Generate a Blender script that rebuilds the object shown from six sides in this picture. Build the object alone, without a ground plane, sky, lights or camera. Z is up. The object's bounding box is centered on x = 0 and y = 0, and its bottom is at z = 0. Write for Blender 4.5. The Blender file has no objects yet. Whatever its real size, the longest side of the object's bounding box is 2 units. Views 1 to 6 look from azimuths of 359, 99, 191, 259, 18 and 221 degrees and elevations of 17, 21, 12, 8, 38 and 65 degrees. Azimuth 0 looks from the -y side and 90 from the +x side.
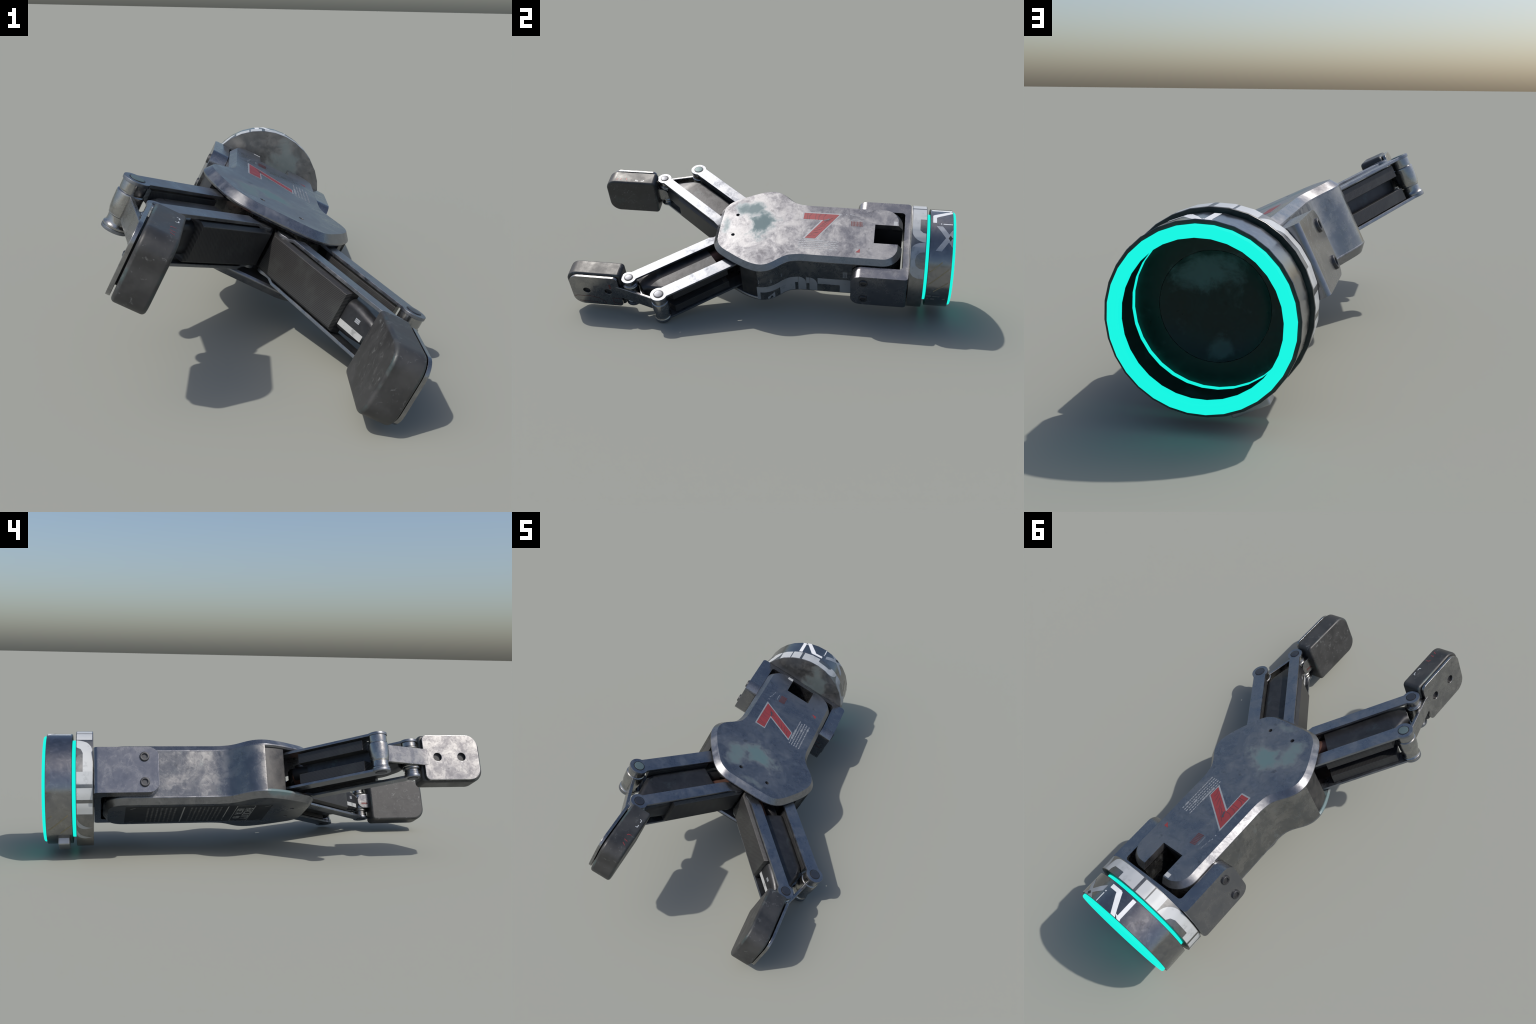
# Worn robotic gripper hand: a wrist ring with glowing bands, a fork, a palm sandwich of two
# contoured plates, and two mirrored parallelogram fingers with rubber pads.
import bpy, bmesh, math, random
from mathutils import Vector, Matrix

rng = random.Random(7)

# ------------------------------------------------------------------ frame
# The hand lies rolled about its long axis (y).  Everything is modelled in the hand frame:
# x = across the palm, y = wrist(+) to fingertips(-), z = out of the top plate.
ROLL = math.radians(25.45)
SHIFT = -0.1335                      # palm centre line in the rolled frame
FRAME = Matrix.Rotation(ROLL, 4, 'Y') @ Matrix.Translation((SHIFT, 0, 0))
MID = 0.2785                         # mid plane of the palm
AX, AZ = 0.004, 0.2735               # wrist axis


# ------------------------------------------------------------------ node helpers
class Nodes:
    def __init__(self, name):
        self.m = bpy.data.materials.new(name)
        self.m.use_nodes = True
        self.t = self.m.node_tree
        self.bsdf = self.t.nodes['Principled BSDF']
        tc = self.t.nodes.new('ShaderNodeTexCoord')
        self.co = tc.outputs['Object']
        self._xyz = None

    def new(self, kind, **kw):
        n = self.t.nodes.new(kind)
        for k, v in kw.items():
            setattr(n, k, v)
        return n

    def link(self, a, b):
        self.t.links.new(a, b)

    def put(self, sock, v):
        if hasattr(v, 'links'):
            self.link(v, sock)
        elif isinstance(v, (tuple, list)) and len(v) == 3 and sock.type == 'RGBA':
            sock.default_value = (*v, 1)
        else:
            sock.default_value = v

    def math(self, op, a, b=0.0, c=0.0, clamp=False):
        n = self.new('ShaderNodeMath', operation=op, use_clamp=clamp)
        for i, v in enumerate((a, b, c)):
            self.put(n.inputs[i], v)
        return n.outputs[0]

    def xyz(self):
        if not self._xyz:
            n = self.new('ShaderNodeSeparateXYZ')
            self.link(self.co, n.inputs[0])
            self._xyz = n.outputs
        return self._xyz

    def noise(self, scale, detail=4, rough=0.55, dist=0.0, stretch=None):
        n = self.new('ShaderNodeTexNoise')
        src = self.co
        if stretch:
            mp = self.new('ShaderNodeMapping')
            self.link(src, mp.inputs[0])
            mp.inputs['Scale'].default_value = stretch[:3]
            if len(stretch) > 3:
                mp.inputs['Rotation'].default_value = stretch[3]
            src = mp.outputs[0]
        self.link(src, n.inputs['Vector'])
        n.inputs['Scale'].default_value = scale
        n.inputs['Detail'].default_value = detail
        n.inputs['Roughness'].default_value = rough
        n.inputs['Distortion'].default_value = dist
        return n.outputs['Fac']

    def ramp(self, v, lo, hi, a=0.0, b=1.0):
        n = self.new('ShaderNodeMapRange', interpolation_type='SMOOTHSTEP')
        self.put(n.inputs[0], v)
        for i, x in enumerate((lo, hi, a, b)):
            n.inputs[i + 1].default_value = x
        return n.outputs[0]

    def mix(self, f, a, b):
        n = self.new('ShaderNodeMix', data_type='RGBA')
        self.put(n.inputs[0], f)
        self.put(n.inputs[6], a)
        self.put(n.inputs[7], b)
        return n.outputs[2]

    def mixf(self, f, a, b):
        n = self.new('ShaderNodeMix', data_type='FLOAT')
        self.put(n.inputs[0], f)
        self.put(n.inputs[2], a)
        self.put(n.inputs[3], b)
        return n.outputs[0]

    def dist(self, c, s):
        """scaled distance from a centre: 1 on the ellipsoid with half axes s"""
        x = self.xyz()
        tot = None
        for i in range(3):
            if not s[i]:
                continue
            d = self.math('DIVIDE', self.math('SUBTRACT', x[i], c[i]), s[i])
            d = self.math('MULTIPLY', d, d)
            tot = d if tot is None else self.math('ADD', tot, d)
        return self.math('SQRT', tot)

    def bump(self, h, strength, dist=0.002):
        n = self.new('ShaderNodeBump')
        self.put(n.inputs['Height'], h)
        n.inputs['Strength'].default_value = strength
        n.inputs['Distance'].default_value = dist
        self.link(n.outputs[0], self.bsdf.inputs['Normal'])

    def out(self, color, rough, metal, spec=None):
        b = self.bsdf.inputs
        self.put(b['Base Color'], color)
        self.put(b['Roughness'], rough)
        self.put(b['Metallic'], metal)
        if spec is not None:
            b['Specular IOR Level'].default_value = spec
        return self.m


TEAL = (0.100, 0.163, 0.172)


def metal(name, base, worn, rough=(0.3, 0.48), metallic=0.95, teal=0.0, patches=(), dark=0.35,
          scale=9.0, bump=0.12, scuffs=0.2, spec=None):
    """scuffed bare metal: broad cloudy tone changes, dark blotches, optional dusty teal patches"""
    n = Nodes(name)
    cloud = n.noise(scale, 6, 0.62, 0.6)
    blot = n.noise(scale * 2.7, 5, 0.6)
    grit = n.noise(scale * 14, 3, 0.6)
    scuff = n.noise(scale * 2.6, 5, 0.62, 1.8)
    col = n.mix(n.ramp(cloud, 0.35, 0.68), base, worn)
    col = n.mix(n.math('MULTIPLY', n.ramp(scuff, 0.54, 0.64), scuffs), col, tuple(min(1, c * 1.35) for c in worn))
    col = n.mix(n.math('MULTIPLY', n.ramp(scuff, 0.46, 0.38), scuffs), col, tuple(c * 0.7 for c in base))
    col = n.mix(n.math('MULTIPLY', n.ramp(blot, 0.60, 0.72), dark), col, tuple(c * 0.45 for c in base))
    r = n.mixf(n.ramp(cloud, 0.3, 0.7), rough[0], rough[1])
    r = n.math('ADD', r, n.math('MULTIPLY', n.math('SUBTRACT', scuff, 0.5), 0.25))
    r = n.math('ADD', r, n.math('MULTIPLY', n.math('SUBTRACT', grit, 0.5), 0.06))
    met = metallic
    mask = None
    wob = n.noise(scale * 1.6, 6, 0.65, 0.3)
    if patches:
        for c, s, k in patches:
            d = n.math('SUBTRACT', n.dist(c, s), n.math('MULTIPLY', n.math('SUBTRACT', wob, 0.5), 3.4))
            p = n.math('MULTIPLY', n.ramp(d, 1.45, 0.40), k)
            mask = p if mask is None else n.math('MAXIMUM', mask, p)
    if teal:
        p = n.math('MULTIPLY', n.ramp(wob, 0.56, 0.74), teal)
        mask = p if mask is None else n.math('MAXIMUM', mask, p)
    if mask is not None:
        col = n.mix(mask, col, TEAL)
        met = n.mixf(mask, metallic, 0.1)
        r = n.mixf(mask, r, 0.62)
    n.bump(n.math('ADD', n.math('MULTIPLY', blot, 0.6), n.math('MULTIPLY', grit, 0.25)), bump, 0.004)
    return n.out(col, r, met, spec)


def rubber(name, teal_edge=True):
    n = Nodes(name)
    cloud = n.noise(10, 5, 0.6)
    spk = n.noise(38, 4, 0.7, 1.2)
    col = n.mix(n.ramp(cloud, 0.35, 0.7), (0.025, 0.025, 0.0255), (0.046, 0.046, 0.046))
    col = n.mix(n.math('MULTIPLY', n.ramp(spk, 0.585, 0.71), 0.6), col, (0.15, 0.155, 0.155))
    wob = n.noise(7, 5, 0.65)
    t = n.math('MULTIPLY', n.ramp(wob, 0.62, 0.74), 0.3)
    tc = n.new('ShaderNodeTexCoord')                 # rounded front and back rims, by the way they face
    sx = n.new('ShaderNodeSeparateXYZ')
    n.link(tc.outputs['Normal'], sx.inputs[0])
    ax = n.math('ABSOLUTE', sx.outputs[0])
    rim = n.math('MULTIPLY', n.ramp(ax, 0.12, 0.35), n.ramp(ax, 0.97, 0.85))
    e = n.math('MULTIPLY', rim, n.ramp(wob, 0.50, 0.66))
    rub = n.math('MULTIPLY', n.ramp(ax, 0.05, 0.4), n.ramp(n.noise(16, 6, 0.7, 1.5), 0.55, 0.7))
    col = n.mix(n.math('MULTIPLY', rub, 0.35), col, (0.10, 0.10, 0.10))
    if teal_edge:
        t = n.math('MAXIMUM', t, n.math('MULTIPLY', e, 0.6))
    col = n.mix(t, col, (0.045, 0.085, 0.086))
    r = n.mixf(n.ramp(cloud, 0.3, 0.7), 0.36, 0.55)
    n.bump(n.math('ADD', cloud, n.math('MULTIPLY', spk, 0.4)), 0.13, 0.005)
    return n.out(col, r, 0.0, 0.5)


def ribbed(name, axis_dir):
    """dark panel with a fine slanted rib weave"""
    n = Nodes(name)
    x = n.xyz()
    s = n.math('ADD', n.math('MULTIPLY', x[0], axis_dir[0]), n.math('ADD', n.math('MULTIPLY', x[1], axis_dir[1]), n.math('MULTIPLY', x[2], axis_dir[2])))
    w = n.math('SINE', n.math('MULTIPLY', s, 2 * math.pi / 0.0062))
    w = n.ramp(w, -0.6, 0.9)
    cloud = n.noise(12, 5, 0.6)
    col = n.mix(w, (0.030, 0.030, 0.031), (0.052, 0.051, 0.051))
    col = n.mix(n.math('MULTIPLY', n.ramp(cloud, 0.5, 0.7), 0.5), col, (0.06, 0.065, 0.062))
    n.bump(w, 0.14, 0.0015)
    return n.out(col, n.mixf(cloud, 0.34, 0.5), 0.35)


def plain(name, col, rough=0.5, metal_=0.0, wear=0.0, wear_col=(0.1, 0.1, 0.11), scale=30):
    n = Nodes(name)
    c = col
    nz = n.noise(scale, 5, 0.65)
    if wear:
        c = n.mix(n.math('MULTIPLY', n.ramp(nz, 0.56, 0.66), wear), col, wear_col)
    c2 = n.mix(n.math('MULTIPLY', n.ramp(n.noise(scale * 0.35, 3), 0.35, 0.7), 0.35), c, tuple(v * 0.6 for v in col))
    return n.out(c2, n.mixf(nz, rough * 0.85, min(1, rough * 1.15)), metal_)


def glow(name):
    n = Nodes(name)
    n.bsdf.inputs['Emission Color'].default_value = (0.010, 0.92, 0.765, 1)
    n.bsdf.inputs['Emission Strength'].default_value = 1.0
    return n.out((0.0, 0.012, 0.010), 0.6, 0.0, 0.1)


PLATE_TOP = metal('worn_plate', (0.208, 0.213, 0.230), (0.272, 0.273, 0.280), (0.24, 0.46), 0.93,
                  patches=[((-0.030, -0.008, 0.4188), (0.092, 0.060, 0.02), 1.0),
                           ((-0.125, -0.085, 0.4188), (0.045, 0.070, 0.02), 0.8),
                           ((0.01, -0.205, 0.4188), (0.060, 0.022, 0.02), 0.5),
                           ((-0.165, -0.05, 0.4188), (0.025, 0.030, 0.02), 0.4),
                           ((-0.27, -0.09, 0.172), (0.07, 0.11, 0.022), 0.9)], scale=8, dark=0.5, scuffs=0.25)
BODY = metal('worn_body_metal', (0.19, 0.195, 0.20), (0.275, 0.27, 0.26), (0.19, 0.34), 0.95, teal=0.25, scale=10)
FORK = metal('fork_metal', (0.20, 0.207, 0.228), (0.245, 0.247, 0.258), (0.20, 0.28), 0.95, scale=12, bump=0.02, scuffs=0.1)
LINK = metal('link_metal', (0.205, 0.222, 0.252), (0.262, 0.270, 0.287), (0.27, 0.46), 0.95, teal=0.15, scale=14, bump=0.08)  # base colour pushed toward blue to show reflected sky on the bars
STEEL = metal('pivot_steel', (0.30, 0.305, 0.31), (0.38, 0.375, 0.36), (0.18, 0.30), 0.97, scale=18, bump=0.0, teal=0.12, scuffs=0.1)
BRACKET = metal('bracket_steel', (0.24, 0.24, 0.246), (0.315, 0.311, 0.303), (0.20, 0.34), 0.97, scale=14, bump=0.06)
FLANGE = metal('flange_metal', (0.19, 0.195, 0.195), (0.26, 0.255, 0.245), (0.30, 0.48), 0.9,
               patches=[((0.05, 0.778, 0.42), (0.07, 0.02, 0.11), 0.5)], scale=9, dark=0.6)
RING = metal('ring_metal', (0.21, 0.215, 0.23), (0.29, 0.285, 0.28), (0.12, 0.26), 0.97, scale=7, bump=0.03, scuffs=0.25)
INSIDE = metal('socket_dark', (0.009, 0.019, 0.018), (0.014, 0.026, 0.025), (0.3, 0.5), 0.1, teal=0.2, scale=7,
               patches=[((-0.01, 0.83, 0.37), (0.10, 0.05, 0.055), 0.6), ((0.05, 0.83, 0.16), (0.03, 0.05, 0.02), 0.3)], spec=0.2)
RIM_SHADE = metal('rim_shade_tint', (0.020, 0.028, 0.030), (0.040, 0.050, 0.052), (0.3, 0.5), 0.5, scale=12)
DARK = plain('dark_cavity', (0.016, 0.016, 0.018), 0.5)
PIN = plain('pin_cap', (0.10, 0.105, 0.12), 0.38, 0.85, 0.4, (0.16, 0.18, 0.18))
PIN_TEAL = plain('pin_cap_dusty', (0.12, 0.17, 0.175), 0.5, 0.4)
BOLT = plain('bolt_dark', (0.075, 0.076, 0.08), 0.45, 0.7)
ACT = metal('actuator_shell', (0.026, 0.027, 0.030), (0.042, 0.043, 0.047), (0.30, 0.42), 0.45, teal=0.22, scale=9, bump=0.1)
COPPER = plain('copper_rod', (0.20, 0.105, 0.08), 0.5, 0.6)
RECESS = metal('recess_panel', (0.045, 0.045, 0.047), (0.08, 0.078, 0.076), (0.4, 0.55), 0.6, scale=16)
PADMAT = rubber('worn_rubber')
GLOW = glow('cyan_glow')
RED = plain('red_paint', (0.29, 0.044, 0.048), 0.48, 0.15, 0.35, (0.22, 0.05, 0.06))
RED_DIM = plain('red_paint_faded', (0.15, 0.058, 0.058), 0.5, 0.4, 0.5, (0.12, 0.1, 0.1), 60)
GREY_PAINT = plain('grey_paint', (0.33, 0.345, 0.36), 0.5, 0.3)
WHITE = plain('white_paint', (0.53, 0.545, 0.55), 0.38, 0.15, 0.5, (0.32, 0.335, 0.34), 14)
WHITE_BRIGHT = plain('white_paint_bright', (0.80, 0.81, 0.82), 0.35)
PALE = plain('pale_paint', (0.39, 0.41, 0.44), 0.42, 0.4, 0.5, (0.22, 0.24, 0.26), 26)
STRIPE = plain('worn_stripe', (0.42, 0.43, 0.43), 0.4, 0.1, 0.7, (0.2, 0.21, 0.21), 24)
FAINT = plain('faint_paint', (0.26, 0.27, 0.27), 0.42, 0.6, 0.5, (0.2, 0.2, 0.2), 26)
OLIVE = plain('olive_line', (0.27, 0.24, 0.17), 0.45, 0.4)
LABEL = plain('black_label', (0.024, 0.025, 0.027), 0.45, 0.0, 0.4, (0.05, 0.05, 0.05), 40)
LABEL_TEXT = plain('label_print', (0.36, 0.37, 0.37), 0.5)
LABEL_DIM = plain('label_print_dim', (0.115, 0.118, 0.12), 0.5)


# ------------------------------------------------------------------ geometry helpers
def link_obj(o, parent):
    bpy.context.scene.collection.objects.link(o)
    if parent is not None:
        o.parent = parent
    return o


def empty(name, parent=None):
    o = bpy.data.objects.new(name, None)
    o.empty_display_size = 0.05
    return link_obj(o, parent)


def apply_mods(o):
    dg = bpy.context.evaluated_depsgraph_get()
    dg.update()
    me = bpy.data.meshes.new_from_object(o.evaluated_get(dg))
    old = o.data
    o.modifiers.clear()
    o.data = me
    bpy.data.meshes.remove(old)


def finish(bm, name, mat, parent, bevel=0.0, segs=2, angle=35, smooth=40, cuts=(), keep=None, recalc=True):
    """bmesh -> object with boolean cuts, rounded edges and weighted normals"""
    if recalc:
        bmesh.ops.recalc_face_normals(bm, faces=bm.faces)
    me = bpy.data.meshes.new(name)
    bm.to_mesh(me)
    bm.free()
    o = link_obj(bpy.data.objects.new(name, me), None)
    me.materials.append(mat)
    for c, op in cuts:
        m = o.modifiers.new('cut', 'BOOLEAN')
        m.object, m.operation, m.solver = c, op, 'EXACT'
    if cuts:
        apply_mods(o)
        for c, op in cuts:
            bpy.data.objects.remove(c)
    for p in o.data.polygons:
        p.use_smooth = True
    if bevel:
        b = o.modifiers.new('round', 'BEVEL')
        b.width, b.segments, b.limit_method = bevel, segs, 'ANGLE'
        b.angle_limit = math.radians(angle)
        b.use_clamp_overlap = True
        apply_mods(o)
        for p in o.data.polygons:
            p.use_smooth = True
    o.data.set_sharp_from_angle(angle=math.radians(smooth))
    w = o.modifiers.new('normals', 'WEIGHTED_NORMAL')
    w.keep_sharp = True
    apply_mods(o)
    o.data.name = name
    if parent is not None:
        o.parent = parent
    return o


def cutter(bm):
    bmesh.ops.recalc_face_normals(bm, faces=bm.faces)
    me = bpy.data.meshes.new('cutter')
    bm.to_mesh(me)
    bm.free()
    return link_obj(bpy.data.objects.new('cutter', me), None)


def loft(loops, cap=True):
    bm = bmesh.new()
    rows = [[bm.verts.new(p) for p in lp] for lp in loops]
    k = len(rows[0])
    for a, b in zip(rows, rows[1:]):
        for i in range(k):
            j = (i + 1) % k
            bm.faces.new((a[i], a[j], b[j], b[i]))
    if cap:
        bm.faces.new(rows[0][::-1])
        bm.faces.new(rows[-1])
    return bm


def prism(poly, lo, hi, put):
    """extrude a closed 2D outline from lo to hi; put(p, q, r) places a point"""
    return loft([[put(p[0], p[1], lo) for p in poly], [put(p[0], p[1], hi) for p in poly]])


XY = lambda a, b, h: (a, b, h)          # outline in the palm plane, extruded along z
YZ = lambda a, b, h: (h, a, b)          # outline in the side plane, extruded across


def rounded(corners, segs=6):
    """corners: (x, y, radius) in order -> outline with filleted corners"""
    out = []
    n = len(corners)
    for i in range(n):
        p0, p1, p2 = (Vector(corners[k % n][:2]) for k in (i - 1, i, i + 1))
        r = corners[i][2]
        if r <= 0:
            out.append(tuple(p1))
            continue
        d0, d2 = (p0 - p1).normalized(), (p2 - p1).normalized()
        half = d0.angle(d2) / 2
        t = r / math.tan(half)
        c = p1 + (d0 + d2).normalized() * (r / math.sin(half))
        a, b = p1 + d0 * t - c, p1 + d2 * t - c
        a0 = math.atan2(a.y, a.x)
        da = (math.atan2(b.y, b.x) - a0 + math.pi) % (2 * math.pi) - math.pi
        for k in range(segs + 1):
            g = a0 + da * k / segs
            out.append((c.x + r * math.cos(g), c.y + r * math.sin(g)))
    return out


def rect(x0, y0, x1, y1, r=(0, 0, 0, 0), segs=6):
    return rounded([(x0, y0, r[0]), (x1, y0, r[1]), (x1, y1, r[2]), (x0, y1, r[3])], segs)


def lathe(profile, put, n=32, phase=0.0, closed=False):
    """profile (radius, height) turned about an axis; put(c, s, h)"""
    loops = []
    for r, h in profile:
        loops.append([put(r * math.cos(phase + 2 * math.pi * i / n), r * math.sin(phase + 2 * math.pi * i / n), h)
                      for i in range(n)])
    if closed:
        loops.append(loops[0])
        bm = loft(loops, cap=False)
        bmesh.ops.remove_doubles(bm, verts=bm.verts, dist=1e-6)
        return bm
    return loft(loops, cap=True)


def box(x0, x1, y0, y1, z0, z1):
    return prism([(x0, y0), (x1, y0), (x1, y1), (x0, y1)], z0, z1, XY)


def catmull(pts, per=5):
    out = []
    for i in range(len(pts) - 1):
        p0, p1, p2, p3 = (Vector(pts[min(max(k, 0), len(pts) - 1)]) for k in (i - 1, i, i + 1, i + 2))
        for k in range(per):
            t = k / per
            out.append(tuple(0.5 * ((2 * p1) + (p2 - p0) * t + (2 * p0 - 5 * p1 + 4 * p2 - p3) * t * t
                                    + (3 * p1 - p0 - 3 * p2 + p3) * t ** 3)))
    out.append(tuple(pts[-1]))
    return out


_lift = [0]


def decal(polys, place, name, mat, parent, step=None, axis=0, seg=0.0003):
    """thin paint film: outlines in surface coordinates, sliced along one axis, laid on a surface.
    place(a, b, h) gives the point h above the surface"""
    bm = bmesh.new()
    for poly in polys:
        tmp = bmesh.new()
        tmp.faces.new([tmp.verts.new((p[0], p[1], 0)) for p in poly])
        if step:
            lo, hi = min(p[axis] for p in poly), max(p[axis] for p in poly)
            g = math.ceil(lo / step + 1e-6) * step
            while g < hi - 1e-6:
                co = [0, 0, 0]
                co[axis] = g
                no = [0, 0, 0]
                no[axis] = 1
                bmesh.ops.bisect_plane(tmp, geom=tmp.verts[:] + tmp.edges[:] + tmp.faces[:], plane_co=co, plane_no=no, dist=1e-7)
                g += step
        bmesh.ops.triangulate(tmp, faces=tmp.faces)
        _lift[0] = (_lift[0] + 1) % 7
        h = seg + 0.00003 * _lift[0]
        vm = {v: bm.verts.new(place(v.co.x, v.co.y, h)) for v in tmp.verts}
        for f in tmp.faces:
            bm.faces.new([vm[v] for v in f.verts])
        tmp.free()
    me = bpy.data.meshes.new(name)
    bm.normal_update()
    bm.to_mesh(me)
    bm.free()
    me.materials.append(mat)
    for p in me.polygons:
        p.use_smooth = bool(step)
    o = link_obj(bpy.data.objects.new(name, me), parent)
    return o


def stroke(pts, w):
    """polyline -> list of quads of width w"""
    out = []
    for a, b in zip(pts, pts[1:]):
        a, b = Vector(a), Vector(b)
        d = (b - a).normalized()
        n = Vector((-d.y, d.x)) * w / 2
        out.append([tuple(a + n), tuple(a - n), tuple(b - n), tuple(b + n)])
    return out


def quad(x0, x1, y0, y1):
    return [(x0, y0), (x1, y0), (x1, y1), (x0, y1)]


# ------------------------------------------------------------------ the thing
root = empty('robotic_gripper')
root['label'] = 'worn grey two-finger robotic gripper with cyan glowing wrist rings'
root['category'] = 'robot gripper'


def group(name):
    e = empty(name, root)
    return e


# ------------------------------------------------------------------ palm
# half outline of the flat top face, from the back notch round the lobe to the front
BACK = [(0.09, 0.7125), (0.122, 0.7085), (0.155, 0.692), (0.176, 0.667), (0.183, 0.64)]
SIDE = [(0.183, 0.60), (0.183, 0.50), (0.183, 0.40), (0.183, 0.30), (0.183, 0.225), (0.187, 0.188), (0.195, 0.155),
        (0.209, 0.130), (0.226, 0.109), (0.248, 0.085), (0.266, 0.060), (0.2755, 0.036), (0.278, 0.010),
        (0.275, -0.012), (0.268, -0.036), (0.257, -0.063), (0.240, -0.097), (0.215, -0.140), (0.186, -0.186),
        (0.168, -0.207), (0.149, -0.221), (0.120, -0.232), (0.09, -0.2345), (0.04, -0.2355)]
half = catmull([(0.0, 0.713)] + BACK + SIDE + [(0.0, -0.2357)], 4)
OUTLINE = half[:-1] + [(-x, y) for x, y in half[::-1]][:-1]


def offset(poly, d):
    n = len(poly)
    area = sum(poly[i][0] * poly[(i + 1) % n][1] - poly[(i + 1) % n][0] * poly[i][1] for i in range(n))
    s = 1 if area > 0 else -1
    out = []
    for i in range(n):
        a, b = Vector(poly[i - 1]), Vector(poly[(i + 1) % n])
        t = (b - a).normalized()
        out.append((poly[i][0] + s * t.y * d, poly[i][1] - s * t.x * d))
    return out


WALL = offset(OUTLINE, 0.0222)
wall_right = sorted([(y, x) for x, y in WALL if x > 0.15 and -0.10 < y < 0.66])


def wall_x(y):
    for (y0, x0), (y1, x1) in zip(wall_right, wall_right[1:]):
        if y0 <= y <= y1:
            return x0 + (x1 - x0) * (y - y0) / (y1 - y0)
    return wall_right[-1][1]


palm = group('palm')
NOTCH = dict(x=0.069, y=0.589)


def palm_plate(flip):
    f = (lambda z: 2 * MID - z) if flip else (lambda z: z)
    O1, O3 = offset(OUTLINE, 0.0225), offset(OUTLINE, 0.0165)
    bm = loft([[(x, y, f(z)) for x, y in lp] for lp, z in
               ((OUTLINE, 0.4188), (O1, 0.3915), (O1, 0.3865), (O3, 0.3785))])
    cuts = []
    if not flip:
        cuts.append((cutter(box(-NOTCH['x'], NOTCH['x'], NOTCH['y'], 0.80, 0.33, 0.45)), 'DIFFERENCE'))
    for s in (-1, 1):
        hole = lathe([(0.0098, f(0.398)), (0.0098, f(0.43))], lambda c, q, h, s=s: (s * 0.076 + c, -0.1575 + q, h), 20)
        cuts.append((cutter(hole), 'DIFFERENCE'))
    return finish(bm, 'palm_plate', PLATE_TOP, palm, bevel=0.0022, segs=2, angle=25, smooth=30, cuts=cuts)


palm_plate(False)
palm_plate(True)

# solid between the plates: wall that follows the outline, then a stepped-in panel at the lobes
back = [p for p in WALL if p[1] > -0.004]
nx, ny = NOTCH['x'], NOTCH['y']
edge = [p for p in back if not (abs(p[0]) < nx + 0.002 and p[1] > 0.6)]
core_outline = [(nx, ny), (nx, 0.7347)] + edge + [(-nx, 0.7347), (-nx, ny)]
core = finish(prism(core_outline, 2 * MID - 0.388, 0.388, XY), 'palm_body', BODY, palm, bevel=0.002, segs=2, angle=50, smooth=35)
core.data.materials.append(DARK)                 # shadow in the notch, painted black on its faces
for f in core.data.polygons:
    if abs(f.center.x) < NOTCH['x'] + 0.001 and f.center.y > NOTCH['y'] - 0.001 and f.center.z < 0.37 and f.center.x < NOTCH['x'] - 0.004:
        f.material_index = 1
for s in (-1, 1):
    pan = [(s * (wall_x(y) - 0.011), y) for y in (0.02, 0.0, -0.02, -0.04, -0.06, -0.08, -0.092)]
    pan += [(s * 0.235, -0.080), (s * 0.215, 0.02)]
    finish(prism(pan, 2 * MID - 0.380, 0.380, XY), 'recess_panel', RECESS, palm, bevel=0.002, angle=50)
finish(lathe([(0.055, 2 * MID - 0.385), (0.055, 0.385)], lambda c, q, h: (c, -0.10 + q, h), 32), 'palm_spacer', DARK, palm)

# ---- markings on the top plate
TOP = lambda a, b, h: (a, b, 0.4188 + h)
sev = [(-0.133, 0.406), (0.070, 0.285), (0.070, 0.214), (-0.074, 0.299), (-0.072, 0.195), (-0.132, 0.195)]
sev_in = [(-0.1255, 0.3925), (0.0645, 0.2805), (0.0645, 0.2265), (-0.0785, 0.3105), (-0.0775, 0.2025), (-0.1255, 0.203)]
decal([sev], TOP, 'number_border', GREY_PAINT, palm, seg=0.0003)
decal([sev_in], TOP, 'number_mark', RED, palm, seg=0.0007)
lines = []
for t in (0.10, 0.22, 0.31, 0.46, 0.58, 0.74, 0.88):
    a = Vector((-0.118, 0.372)).lerp(Vector((0.064, 0.2655)), t)
    b = Vector((-0.0785, 0.330)).lerp(Vector((0.064, 0.2265)), min(1, t + 0.02))
    m = a.lerp(b, 0.5) + Vector((rng.uniform(-0.008, 0.008), 0.004))
    lines += stroke([a, m, b], 0.0022)
for y in (0.222, 0.246, 0.268, 0.296, 0.322):
    d = rng.uniform(-0.014, 0.014)
    lines += stroke([(-0.1255, y), (-0.105, y + d), (-0.0775, y + d)], 0.0022)
decal(lines, TOP, 'number_tracery', plain('red_dark_line', (0.13, 0.06, 0.07), 0.5, 0.3), palm, seg=0.0011)
chip = [(-0.092, 0.338), (-0.084, 0.331), (-0.080, 0.318), (-0.074, 0.311), (-0.070, 0.318), (-0.076, 0.327), (-0.079, 0.340), (-0.087, 0.345)]
decal([chip], TOP, 'paint_chip', plain('bare_chip', (0.12, 0.125, 0.14), 0.45, 0.7), palm, seg=0.0015)
txt = []
for i, x in enumerate((0.080, 0.094, 0.108, 0.122, 0.138)):
    y = 0.198
    while y < (0.40 if i else 0.405):
        L = rng.uniform(0.005, 0.015)
        bold = (i == 0 and 0.232 < y < 0.305) or (i == 2 and 0.325 < y < 0.345) or (i == 4 and 0.352 < y < 0.372)
        if bold:
            L = 0.02
        w = 0.0056 if bold else 0.0032
        txt += [quad(x - w, x + w * 0.9, y, min(y + L, 0.412))]
        y += L + (0.0016 if bold else rng.uniform(0.002, 0.006))
decal(txt, TOP, 'print_block', GREY_PAINT, palm)
hat = []
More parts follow.
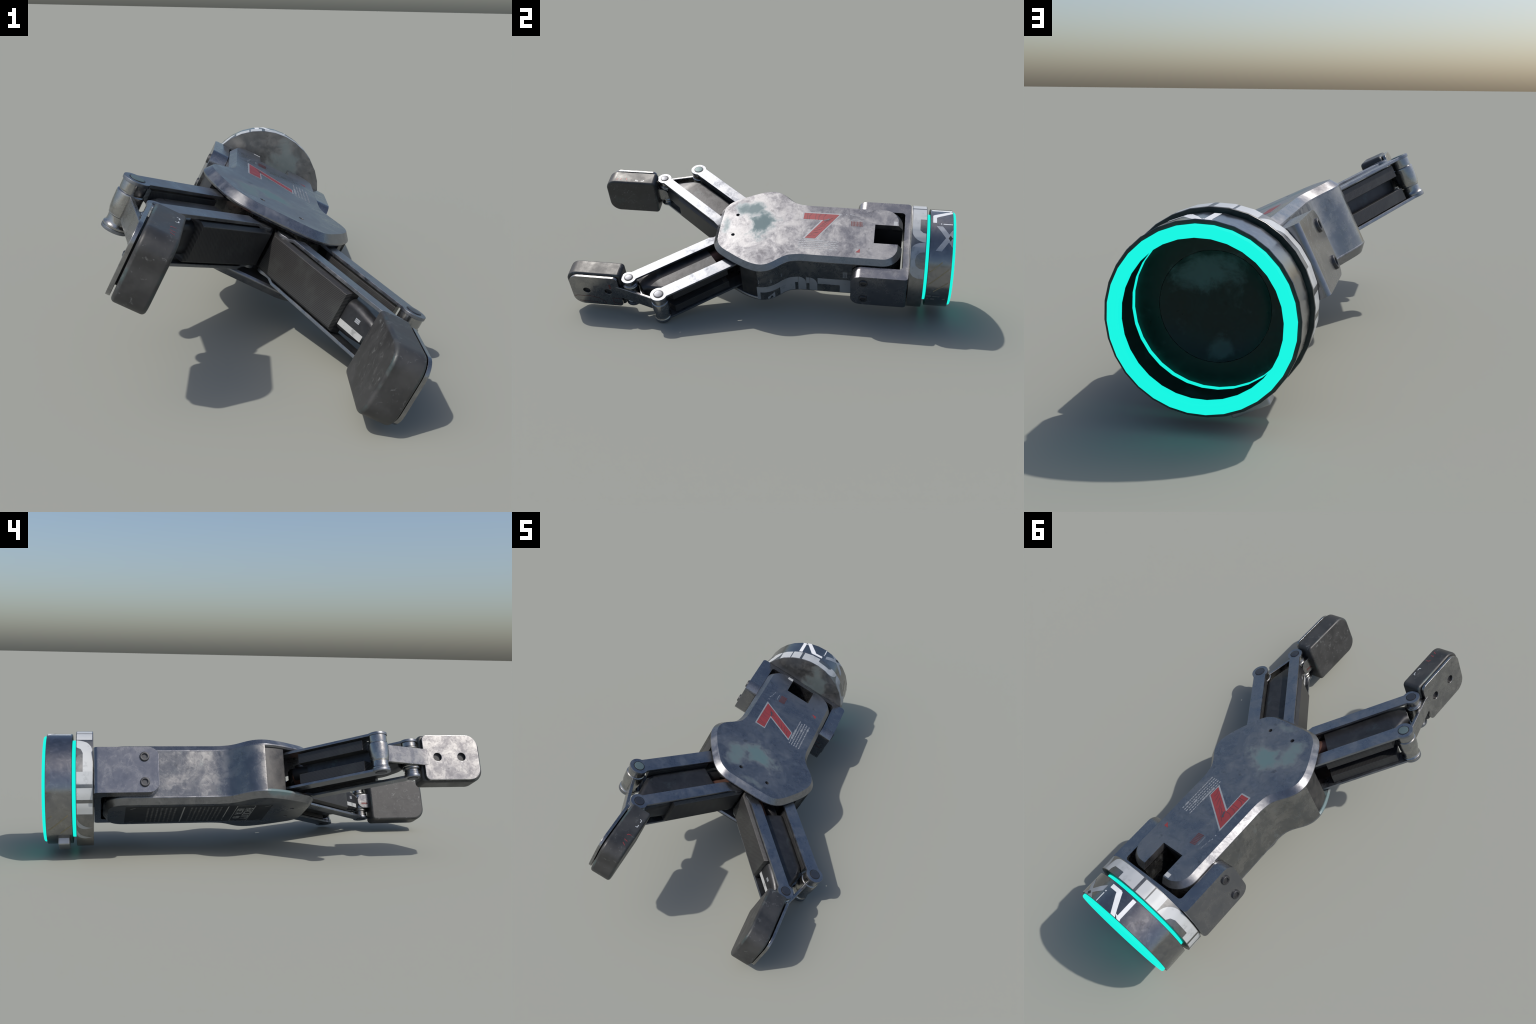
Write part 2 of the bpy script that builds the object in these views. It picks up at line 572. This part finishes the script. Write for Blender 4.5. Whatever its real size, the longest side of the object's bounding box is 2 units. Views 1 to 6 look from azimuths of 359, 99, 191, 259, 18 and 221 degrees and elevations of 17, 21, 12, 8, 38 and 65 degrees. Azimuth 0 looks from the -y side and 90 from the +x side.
for k in range(8):
    y = 0.459 + k * 0.0078
    hat.append([(-0.082, y), (-0.082, y + 0.005), (-0.046, y + 0.009), (-0.046, y + 0.004)])
decal(hat, TOP, 'hatched_mark', RED_DIM, palm)
decal([[(0.118, 0.5215), (0.1455, 0.5215), (0.1435, 0.499)]], TOP, 'triangle_mark', RED, palm)
decal([quad(-0.101, -0.0705, 0.686, 0.7065)], TOP, 'square_mark', WHITE, palm)
dash = [quad(-0.123, -0.121, 0.498, 0.517), quad(-0.126, -0.124, 0.480, 0.494), quad(-0.130, -0.127, 0.462, 0.474),
        quad(-0.136, -0.132, 0.450, 0.458), quad(-0.136, -0.131, 0.428, 0.434), quad(-0.095, -0.093, 0.462, 0.512)]
decal(dash, TOP, 'dash_mark', PALE, palm)

# ---- pale block lettering along the right wall
WALLP = lambda y, z, h: (wall_x(y) + h, y, z)
B0 = 2 * MID - 0.388


def arch(y0, y1, z0, z1, yi, zi, n=8):
    """block bounded by a quarter-round shoulder at its wrist end"""
    out = [(y0, z0), (y0, z1)]
    for k in range(n + 1):
        g = math.pi / 2 * (1 - k / n)
        out.append((y1 - (y1 - yi) * (1 - math.cos(g)), zi + (z1 - zi) * math.sin(g)))
    return out + [(y1, z0)]


blocks = [quad(-0.003, 0.014, B0, 0.267), quad(0.014, 0.113, 0.2245, 0.267),
          quad(0.113, 0.188, B0, 0.268), quad(0.188, 0.204, 0.226, 0.268),
          arch(0.204, 0.247, B0, 0.268, 0.204, 0.222), arch(0.264, 0.306, B0, 0.266, 0.264, 0.215),
          quad(0.247, 0.264, 0.221, 0.266),
          quad(0.308, 0.500, 0.2215, 0.266), quad(0.426, 0.500, B0, 0.2215),
          [(0.052, B0), (0.088, B0), (0.088, 0.210), (0.052, 0.184)]]
decal(blocks, WALLP, 'wall_lettering', PALE, palm, step=0.006)
ic = [quad(0.442, 0.463, 0.283, 0.287), quad(0.442, 0.463, 0.321, 0.325), quad(0.442, 0.4455, 0.287, 0.321), quad(0.4595, 0.463, 0.287, 0.321)]
ic += [quad(0.448, 0.457, z, z + 0.004) for z in (0.292, 0.300, 0.308, 0.315)]
ic += [quad(0.071, 0.075, z, z + 0.007) for z in (0.289, 0.299, 0.309)] + [quad(0.121, 0.124, z, z + 0.006) for z in (0.300, 0.309, 0.318)]
ic += [quad(0.009, 0.012, z, z + 0.006) for z in (0.293, 0.303, 0.312)]
decal(ic, WALLP, 'wall_icon', PALE, palm, step=0.006)
decal([[(0.060, 0.170), (0.080, 0.176), (0.072, 0.192), (0.066, 0.178)]], WALLP, 'wall_chip', DARK, palm, step=0.006, seg=0.0012)

# ---- label under the palm
BOT = lambda a, b, h: (a, b, 2 * MID - 0.4188 - h)
decal([[(-0.148, 0.634), (-0.150, -0.050), (0.150, -0.050), (0.150, 0.634)]], BOT, 'label_plate', LABEL, palm, seg=0.0003)
fr = []
for x in (-0.140, 0.150):
    fr.append(quad(x - 0.003, x, 0.029, 0.118))
for y in (0.029, 0.115):
    fr.append(quad(-0.143, 0.150, y, y + 0.003))
fr += [quad(-0.137, 0.075, 0.155, 0.160), quad(0.10, 0.12, 0.155, 0.160), quad(-0.137, 0.147, 0.362, 0.368)]
for cx, cy in ((-0.13, -0.03), (0.13, -0.03), (-0.12, 0.60), (0.12, 0.60)):
    fr += stroke([(cx - 0.012, cy - 0.012), (cx + 0.012, cy + 0.012)], 0.003)
decal(fr, BOT, 'label_frame', LABEL_TEXT, palm, seg=0.0008)
pr = []
for y in [0.400 + 0.021 * k for k in range(7)] + [0.185 + 0.020 * k for k in range(8)]:
    x = -0.128
    while x < 0.13:
        L = rng.uniform(0.012, 0.04)
        pr.append(quad(x, min(x + L, 0.14), y, y + 0.008))
        x += L + rng.uniform(0.004, 0.01)
decal(pr, BOT, 'label_print', LABEL_DIM, palm, seg=0.0008)


def lettering(body, size, at, name, mat, parent, up):
    cu = bpy.data.curves.new(name, 'FONT')
    cu.body, cu.size, cu.extrude = body, size, 0.0004
    cu.align_x, cu.align_y = 'CENTER', 'CENTER'
    cu.space_character = 1.12
    o = link_obj(bpy.data.objects.new(name, cu), None)
    dg = bpy.context.evaluated_depsgraph_get()
    me = bpy.data.meshes.new_from_object(o.evaluated_get(dg))
    bpy.data.objects.remove(o)
    me.transform(Matrix.Translation(at) @ up)
    me.materials.clear()
    me.materials.append(mat)
    return link_obj(bpy.data.objects.new(name, me), parent)


FLIP = Matrix.Rotation(math.pi, 4, 'X')
lettering('FACILITY', 0.046, (0.003, 0.054, 2 * MID - 0.4188 - 0.0012), 'label_words', LABEL_TEXT, palm, FLIP @ Matrix.Diagonal((1.05, 1.15, 1, 1)))
lettering('BETA  90', 0.042, (0.002, 0.094, 2 * MID - 0.4188 - 0.0012), 'label_words', LABEL_TEXT, palm, FLIP @ Matrix.Diagonal((1.05, 1.15, 1, 1)))

# ------------------------------------------------------------------ fork
wrist = group('wrist')
C = 0.002
u_shape = rounded([(C + 0.28, 0.4865, 0.004), (C + 0.28, 0.776, 0.018), (C - 0.28, 0.776, 0.018), (C - 0.28, 0.4865, 0.004),
                   (C - 0.209, 0.4865, 0.004), (C - 0.209, 0.745, 0.018), (C + 0.209, 0.745, 0.018), (C + 0.209, 0.4865, 0.004)], 4)
side = rect(0.4865, 0.172, 0.80, 0.384, (0.05, 0, 0, 0.05), 8)
fork = finish(prism(u_shape, 0.172, 0.384, XY), 'wrist_fork', FORK, wrist, bevel=0.004, segs=3, angle=40,
              cuts=[(cutter(prism(side, -0.5, 0.5, YZ)), 'INTERSECT')])
for s in (-1, 1):
    for z in (0.337, 0.2185):
        x0 = C + s * 0.28
        prof = [(0.0, 0.0015), (0.0125, 0.0015), (0.0135, 0.0075), (0.0190, 0.0085), (0.0215, 0.0065), (0.0225, -0.004)]
        finish(lathe(prof[::-1][:-1] + [(0.0005, 0.0015)], lambda c, q, h, s=s, z=z, x0=x0: (x0 + s * h, 0.5525 + c, z + q), 24),
               'fork_bolt', BOLT, wrist, smooth=50)
# red bracket mark on the lower tip of the right arm
decal(stroke([(0.213, 0.30), (0.213, 0.272), (0.262, 0.272)], 0.003) + stroke([(0.213, 0.30), (0.240, 0.30)], 0.003),
      lambda a, b, h: (a, 0.4865 - h, b), 'corner_mark', RED_DIM, wrist)

# ------------------------------------------------------------------ wrist rings (turned about y)
RINGPUT = lambda c, s, h: (AX + c, h, AZ + s)
N = 32
PH = 0.0
flange = finish(lathe([(0.004, 0.778), (0.2675, 0.778), (0.2685, 0.7795), (0.2685, 0.8515), (0.2675, 0.853), (0.212, 0.853), (0.212, 0.853),
                       (0.1545, 0.853), (0.1545, 0.812), (0.004, 0.812)], RINGPUT, N, PH), 'flange', FLANGE, wrist, smooth=35)
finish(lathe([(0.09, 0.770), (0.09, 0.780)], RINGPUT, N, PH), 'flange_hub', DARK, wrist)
# dark liner of the socket: floor ring and dish
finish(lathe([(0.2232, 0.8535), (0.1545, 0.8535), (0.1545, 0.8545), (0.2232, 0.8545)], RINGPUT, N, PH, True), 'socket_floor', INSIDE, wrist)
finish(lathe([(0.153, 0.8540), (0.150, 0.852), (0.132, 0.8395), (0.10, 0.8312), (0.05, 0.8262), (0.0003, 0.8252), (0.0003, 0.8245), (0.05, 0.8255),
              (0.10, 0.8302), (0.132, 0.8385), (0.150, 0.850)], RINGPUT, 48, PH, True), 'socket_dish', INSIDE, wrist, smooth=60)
finish(lathe([(0.2258, 0.8525), (0.2258, 0.8735), (0.2235, 0.8735), (0.2235, 0.8525)], RINGPUT, N, PH, True), 'glow_ring', GLOW, wrist)
finish(lathe([(0.2555, 0.8715), (0.2563, 0.8725), (0.2563, 0.9840), (0.2550, 0.9852), (0.2250, 0.9852), (0.2250, 0.8715)], RINGPUT, N, PH, True),
       'wrist_housing', RING, wrist, smooth=30)
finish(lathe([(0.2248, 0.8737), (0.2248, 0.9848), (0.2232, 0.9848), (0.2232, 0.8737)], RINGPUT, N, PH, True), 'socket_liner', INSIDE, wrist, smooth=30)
finish(lathe([(0.2125, 0.9760), (0.2155, 0.9760), (0.2155, 0.9855), (0.2450, 0.9855), (0.2450, 0.9960), (0.2415, 1.0), (0.2125, 1.0)], RINGPUT, N, PH, True), 'glow_ring', GLOW, wrist, smooth=20)
# thin rings over the rims, coloured dark teal for their shade and cyan spill
finish(lathe([(0.2452, 0.9853), (0.2553, 0.9853), (0.2553, 0.9858), (0.2452, 0.9858)], RINGPUT, N, PH, True), 'groove_shade', RIM_SHADE, wrist)
finish(lathe([(0.2260, 0.8708), (0.2553, 0.8708), (0.2553, 0.8714), (0.2260, 0.8714)], RINGPUT, N, PH, True), 'groove_shade', RIM_SHADE, wrist)
finish(lathe([(0.2260, 0.8531), (0.2672, 0.8531), (0.2672, 0.8537), (0.2260, 0.8537)], RINGPUT, N, PH, True), 'groove_shade', RIM_SHADE, wrist)
finish(box(-0.052, 0.062, 0.884, 0.936, -0.0055, 0.04), 'foot_block', plain('foot_metal', (0.42, 0.43, 0.44), 0.4, 0.7), wrist, bevel=0.006, segs=3)


def on_ring(R):
    seg = 360 / N                            # the rings are turned with N flats: follow them

    def put(deg, y, h):
        r = R * math.cos(math.pi / N) / math.cos(math.radians(deg % seg - seg / 2)) + h
        return (AX + r * math.cos(math.radians(deg)), y, AZ + r * math.sin(math.radians(deg)))
    return put


MIDR, FLR = on_ring(0.2563), on_ring(0.2685)
# bright angular mark
ang = [quad(90, 103.5, 0.883, 0.902), [(99.5, 0.902), (104.5, 0.885), (116.5, 0.9835), (110.8, 0.9835)],
       quad(117.2, 121.6, 0.879, 0.975), [(114.6, 0.968), (121.6, 0.975), (122.5, 0.983), (118.5, 0.983)]]
ang += [quad(88.0, 89.6, 0.922, 0.928), quad(88.0, 89.2, 0.935, 0.982)]
decal(ang, MIDR, 'angular_mark', WHITE_BRIGHT, wrist, step=2.8125)
xs = [[(85.2, 0.901), (85.4, 0.932), (68.2, 0.984), (58.5, 0.984)], [(54.0, 0.901), (53.8, 0.932), (71.0, 0.984), (80.7, 0.984)]]
decal(xs, MIDR, 'cross_mark', PALE, wrist, step=2.8125)
decal([[(69.6, 0.962), (73.2, 0.972), (69.6, 0.982), (66.0, 0.972)]], MIDR, 'cross_gap', LABEL, wrist, step=2.8125, seg=0.0009)
ol = []
for a, b in (((27.8, 0.874), (41.3, 0.94)), ((12.2, 0.874), (33.9, 0.975)), ((3.5, 0.907), (17.3, 0.976)),
             ((-116.8, 0.977), (-136.4, 0.889)), ((-112.4, 0.924), (-123.6, 0.875)), ((-131.3, 0.982), (-135.8, 0.959))):
    ol.append([(a[0] - 1.0, a[1]), (a[0] + 1.0, a[1]), (b[0] + 1.0, b[1]), (b[0] - 1.0, b[1])])
decal(ol, MIDR, 'diagonal_line', OLIVE, wrist, step=2.8125)
decal([quad(-5.8, -3.6, 0.874, 0.90), quad(-5.8, -4.4, 0.905, 0.942), quad(-10.3, -8.8, 0.878, 0.886), quad(-11.2, -9.4, 0.897, 0.916),
       quad(-10, -8.4, 0.955, 0.97)], MIDR, 'tick_mark', FAINT, wrist, step=2.8125)
# white panels and letter shapes round the flange
F0, F1 = 0.7815, 0.8505


def arc_pts(c0, c1, y0, y1, n=7, inward=False):
    pts = []
    for k in range(n + 1):
        g = math.pi / 2 * k / n
        if inward:
            pts.append((c0 + (c1 - c0) * (1 - math.cos(g)), y0 + (y1 - y0) * math.sin(g)))
        else:
            pts.append((c0 + (c1 - c0) * math.sin(g), y0 + (y1 - y0) * (1 - math.cos(g))))
    return pts


white = [quad(91.2, 111.5, F0, F1), quad(114.6, 125.6, F0, F1), quad(127.0, 140.6, F0, F1),
         # hooked letter toward the right side
         quad(76, 91.2, F0, 0.820), arc_pts(62.0, 74.5, F1, F0, inward=True) + [(76, F0), (76, 0.820), (73, 0.835), (72.4, F1)],
         # tall letter on the left side
         [(141.5, F1)] + arc_pts(142.0, 157.5, F1, F0, inward=True)[1:] + [(180.2, F0), (180.2, 0.823), (160, 0.823), (155, 0.832), (152.6, 0.8505)],
         quad(180.2, 192.2, F0, F1), quad(195.8, 206.9, F0, F1), quad(210.3, 221.4, F0, F1)]
decal(white, FLR, 'flange_panel', WHITE, wrist, step=2.8125)
faint = [arc_pts(61.8, 54.0, F1, F0, inward=True) + [(28.0, F0), (24.0, 0.795), (21.6, 0.82), (21.2, F1), (32.4, F1), (33.0, 0.826), (36, 0.808), (41.4, 0.802), (47, 0.808), (50.4, 0.824), (51.2, F1)]]
for a0, a1 in ((223.5, 237.0), (238.0, 252.0)):
    outer = arc_pts(a0, a1, F1, F0)
    inner = arc_pts(a0 + 8, a1 + 2, F1, F0 + 0.03)
    faint.append(outer + inner[::-1])
decal(faint, FLR, 'flange_letter', PALE, wrist, step=2.8125)

# ------------------------------------------------------------------ fingers
PINZ, LINK_T = 0.370, 0.012
LMID = 0.2805
IN_PIN = Vector((0.392, -0.658))
DIR = Vector((-0.628, 0.778)).normalized()      # right finger: from the knuckle pin toward the palm
NRM = Vector((DIR.y, -DIR.x))                    # toward the outer link
NRM = -NRM if NRM.x < 0 else NRM
OUT_PIN = Vector((0.488, -0.473))
LEN = 0.55


def finger(s):
    fin = group('finger')

    def place(a, b, z):                      # arm frame -> hand frame
        p = IN_PIN + DIR * a + NRM * b
        return (s * p.x, p.y, z)

    def world(x, y, z):
        return (s * x, y, z)

    def dumbbell(hw, r0, r1, L):
        def cap(r, c, sgn):
            g0 = math.asin(hw / r)
            return [(c + sgn * r * math.cos(g), r * math.sin(g)) for g in
                    [math.pi - g0 - (2 * math.pi - 2 * g0) * k / 22 * 1.0 for k in range(23)]]
        left = [(p[0], p[1]) for p in cap(r0, 0, 1)]          # wraps round a = 0
        far = [(L - x, -y) for x, y in cap(r1, 0, 1)]
        left = [(-x, y) for x, y in left]
        far = [(L + (L - x), y) for x, y in far]
        return left, far

    def bar(origin, hw, r0, r1, flip):
        # outline: ring end at the knuckle, straight sides, ring end at the palm
        pts = []
        g0 = math.asin(min(0.999, hw / r0))
        for k in range(25):
            g = g0 + (2 * math.pi - 2 * g0) * k / 24
            pts.append((r0 * math.cos(g), r0 * math.sin(g)))
        g1 = math.asin(min(0.999, hw / r1))
        for k in range(25):
            g = -math.pi + g1 + (2 * math.pi - 2 * g1) * k / 24
            pts.append((LEN + r1 * math.cos(g), r1 * math.sin(g)))
        oa = (origin - IN_PIN).dot(DIR)
        ob = (origin - IN_PIN).dot(NRM)
        bm = prism(pts, PINZ - LINK_T, PINZ, XY)
        for cut in (LEN - 0.062, LEN - 0.038):
            bmesh.ops.bisect_plane(bm, geom=bm.verts[:] + bm.edges[:] + bm.faces[:], plane_co=(cut, 0, 0), plane_no=(1, 0, 0), dist=1e-6)
        for v in bm.verts:
            t = min(1, max(0, (v.co.x - (LEN - 0.062)) / 0.024))
            z = v.co.z - 0.010 * t
            if flip:
                z = 2 * LMID - z
            v.co = place(oa + v.co.x, ob + v.co.y, z)
        finish(bm, 'link_bar', LINK, fin, bevel=0.0018, segs=2, angle=50, smooth=35)

    for flip in (False, True):
        bar(IN_PIN, 0.0278, 0.0400, 0.036, flip)
        bar(OUT_PIN, 0.0330, 0.0440, 0.040, flip)

    def turned(centre, prof, name, mat, n=32, smooth=35):
        return finish(lathe(prof, lambda c, q, h: (s * (centre.x + c), centre.y + q, h), n), name, mat, fin, smooth=smooth)

    Z = lambda z: z
    turned(OUT_PIN, [(0.030, 0.359), (0.0405, 0.3578), (0.0408, 0.330), (0.0392, 0.3265), (0.0395, 0.324), (0.0435, 0.321), (0.0448, 0.316),
                     (0.0445, 0.285), (0.0430, 0.258), (0.0395, 0.2455), (0.0400, 0.2435), (0.0372, 0.2400), (0.0368, 0.2215), (0.0395, 0.2135),
                     (0.0430, 0.2095), (0.0430, 0.2035), (0.030, 0.2025)], 'pivot_cylinder', STEEL)
    turned(IN_PIN, [(0.028, 0.359), (0.0345, 0.3578), (0.0345, 0.338), (0.0330, 0.3365), (0.0400, 0.333), (0.0412, 0.3295), (0.0400, 0.326),
                    (0.0370, 0.324), (0.0400, 0.320), (0.0400, 0.244), (0.0370, 0.240), (0.0405, 0.2365), (0.0405, 0.232), (0.0330, 0.2265),
                    (0.0330, 0.2185), (0.0350, 0.2165), (0.0350, 0.2035), (0.028, 0.2025)], 'pivot_cylinder', STEEL)
    for pin, r, cap in ((IN_PIN, 0.0205, PIN), (OUT_PIN, 0.0228, PIN_TEAL if s < 0 else PIN)):
        for flip in (False, True):
            f = (lambda z: 2 * LMID - z) if flip else (lambda z: z)
            turned(pin, [(r + 0.0040, f(0.3600)), (r + 0.0040, f(0.3706)), (r - 0.004, f(0.3706))], 'pin_groove', DARK, 28)
            turned(pin, [(r, f(0.3650)), (r, f(0.3718)), (r - 0.0012, f(0.3724)), (r * 0.7, f(0.3728)), (0.001, f(0.3730))],
                   'pivot_pin', cap if not flip else PIN, 28, 50)

    # bracket: bent strip from the outer pivot past the knuckle to the pad plate, with a clevis block
    strip = [(0.4935, -0.4890), (0.4865, -0.5120), (0.4385, -0.6750), (0.4295, -0.7050), (0.4268, -0.7300), (0.4138, -0.7300),
             (0.4155, -0.7020), (0.4230, -0.6750), (0.4700, -0.5140), (0.4700, -0.4850)]
    finish(prism(strip, 0.2420, 0.3220, world), 'finger_bracket', BRACKET, fin, bevel=0.003, segs=3, angle=30, smooth=40)
    D = rect(-0.703, 0.2425, -0.637, 0.3215, (0.004, 0.036, 0.036, 0.004), 8)
    finish(prism(D, s * 0.345, s * 0.428, YZ), 'clevis_block', BRACKET, fin, bevel=0.003, segs=2, angle=40)
    plate = rect(-0.982, 0.1725, -0.7115, 0.3880, (0.055, 0.024, 0.024, 0.055), 9)
    cuts = []
    for y in (-0.778, -0.896):
        cuts.append((cutter(lathe([(0.0195, 0.40), (0.0195, 0.44)], lambda c, q, h, y=y: (s * h, y + c, 0.2815 + q), 32)), 'DIFFERENCE'))
    finish(prism(plate, s * 0.4135, s * 0.4262, YZ), 'pad_plate', BRACKET, fin, bevel=0.004, segs=3, angle=40, cuts=cuts)
    finish(prism(rect(-0.95, 0.205, -0.735, 0.355, (0.02,) * 4), s * 0.4050, s * 0.4140, YZ), 'pad_spacer', DARK, fin)
    body = rect(-0.9985, 0.1660, -0.6990, 0.3930, (0.060, 0.020, 0.020, 0.060), 10)
    finish(prism(body, s * 0.3115, s * 0.4085, YZ), 'finger_pad', PADMAT, fin, bevel=0.012, segs=4, angle=40)

    # actuator between the links: lofted rounded section, blunted beside the outer pivot
    def section(a, b0, b1, z0, z1, r):
        return [place(a, p[0], p[1]) for p in rect(b0, z0, b1, z1, (r,) * 4, 5)]
    prof = [(0.446, 0.165, 0.0), (0.300, 0.165, 0.0), (0.150, 0.163, 0.0), (0.128, 0.152, 0.001), (0.110, 0.138, 0.003), (0.092, 0.120, 0.006),
            (0.076, 0.103, 0.008), (0.062, 0.088, 0.011), (0.042, 0.076, 0.018)]
    loops = []
    for a, b1, d in prof:
        loops.append(section(a, -0.022, b1, 0.221 + d, 0.339 - d, 0.030))
    finish(loft(loops), 'actuator', ACT, fin, smooth=45)
    finish(lathe([(0.040, 0.43), (0.040, 0.56)], lambda c, q, h: place(h, 0.050 + c, 0.285 + q), 28), 'actuator_rod', COPPER, fin)
    finish(lathe([(0.030, 0.44), (0.030, 0.53)], lambda c, q, h: place(h, 0.125 + c, 0.285 + q), 24), 'actuator_stub', DARK, fin)
    # guide rails on the outer side
    for z0, z1 in ((0.304, 0.352), (0.206, 0.254)):
        rl = [(0.130, 0.158), (0.150, 0.2120), (0.470, 0.2120), (0.470, 0.158)]
        finish(prism(rl, z0, z1, place), 'guide_rail', RAIL[s], fin, bevel=0.003, segs=2)
    # inner side panel: chamfered slab
    bm = bmesh.new()
    for a0, a1, z0, z1, b in ((0.180, 0.562, 0.2190, 0.342, -0.043), (0.174, 0.585, 0.2080, 0.353, -0.027), (0.174, 0.612, 0.2080, 0.353, -0.005), (0.174, 0.612, 0.2080, 0.353, 0.012)):
        for a in (a0, a1):
            for z in (z0, z1):
                bm.verts.new(place(a, b, z))
    bmesh.ops.convex_hull(bm, input=bm.verts)
    bmesh.ops.dissolve_limit(bm, angle_limit=math.radians(2), verts=bm.verts, edges=bm.edges)
    finish(bm, 'side_panel', PANEL[s], fin, bevel=0.0025, segs=2, angle=20, smooth=25)

    # paint on the actuator end
    flat = lambda a, z, h: place(a, -0.022 - h, z)
    if s > 0:
        decal([[(0.066, 0.242), (0.172, 0.242), (0.172, 0.263), (0.066, 0.263)]], flat, 'actuator_stripe', STRIPE, fin)
        decal([quad(0.100, 0.120, z, z + 0.004) for z in (0.284, 0.289, 0.294)], flat, 'actuator_print', PALE, fin)
    # red stamp on the clevis, thin red lines on plate and pad
    if s > 0:
        decal([quad(-0.691, -0.657, 0.2625, 0.272)], lambda y, z, h: (s * (0.345 - h), y, z), 'clevis_stamp', RED_DIM, fin)
    outer = lambda y, z, h: (s * (0.4262 + h), y, z)
    red = stroke([(-0.974, 0.230), (-0.955, 0.235), (-0.880, 0.236), (-0.839, 0.225), (-0.816, 0.205), (-0.806, 0.185)], 0.003)
    red += stroke([(-0.955, 0.194), (-0.868, 0.192), (-0.848, 0.186)], 0.003)
    red += stroke([(-0.716, 0.231), (-0.763, 0.234), (-0.761, 0.193), (-0.719, 0.193)], 0.003)
    if s > 0:
        decal(red + [quad(-0.766, -0.756, 0.306, 0.339)], outer, 'plate_mark', RED_DIM, fin)
    else:
        topf = lambda y, x, h: (s * x, y, 0.393 + h)
        decal(stroke([(-0.815, 0.340), (-0.815, 0.331), (-0.800, 0.331)], 0.004) + stroke([(-0.784, 0.331), (-0.770, 0.331), (-0.768, 0.340)], 0.004),
              topf, 'pad_mark', WHITE, fin)
        decal(stroke([(-0.870, 0.331), (-0.872, 0.345), (-0.880, 0.348)], 0.003) + stroke([(-0.91, 0.331), (-0.905, 0.348)], 0.003)
              + stroke([(-0.935, 0.331), (-0.925, 0.345)], 0.003), topf, 'pad_line', RED, fin)
    return fin


RAIL, PANEL = {}, {}
for s in (1, -1):
    d3 = Vector((s * DIR.x, DIR.y, 0))
    PANEL[s] = ribbed('ribbed_panel', tuple(d3 * 0.9 + Vector((0, 0, 0.45))))
    RAIL[s] = ribbed('ribbed_rail', tuple(d3 * 0.9 + Vector((0, 0, 0.45))))
    finger(s)

# ------------------------------------------------------------------ roll the hand into its resting pose
for o in list(root.children):
    o.matrix_local = FRAME
bpy.context.view_layer.update()
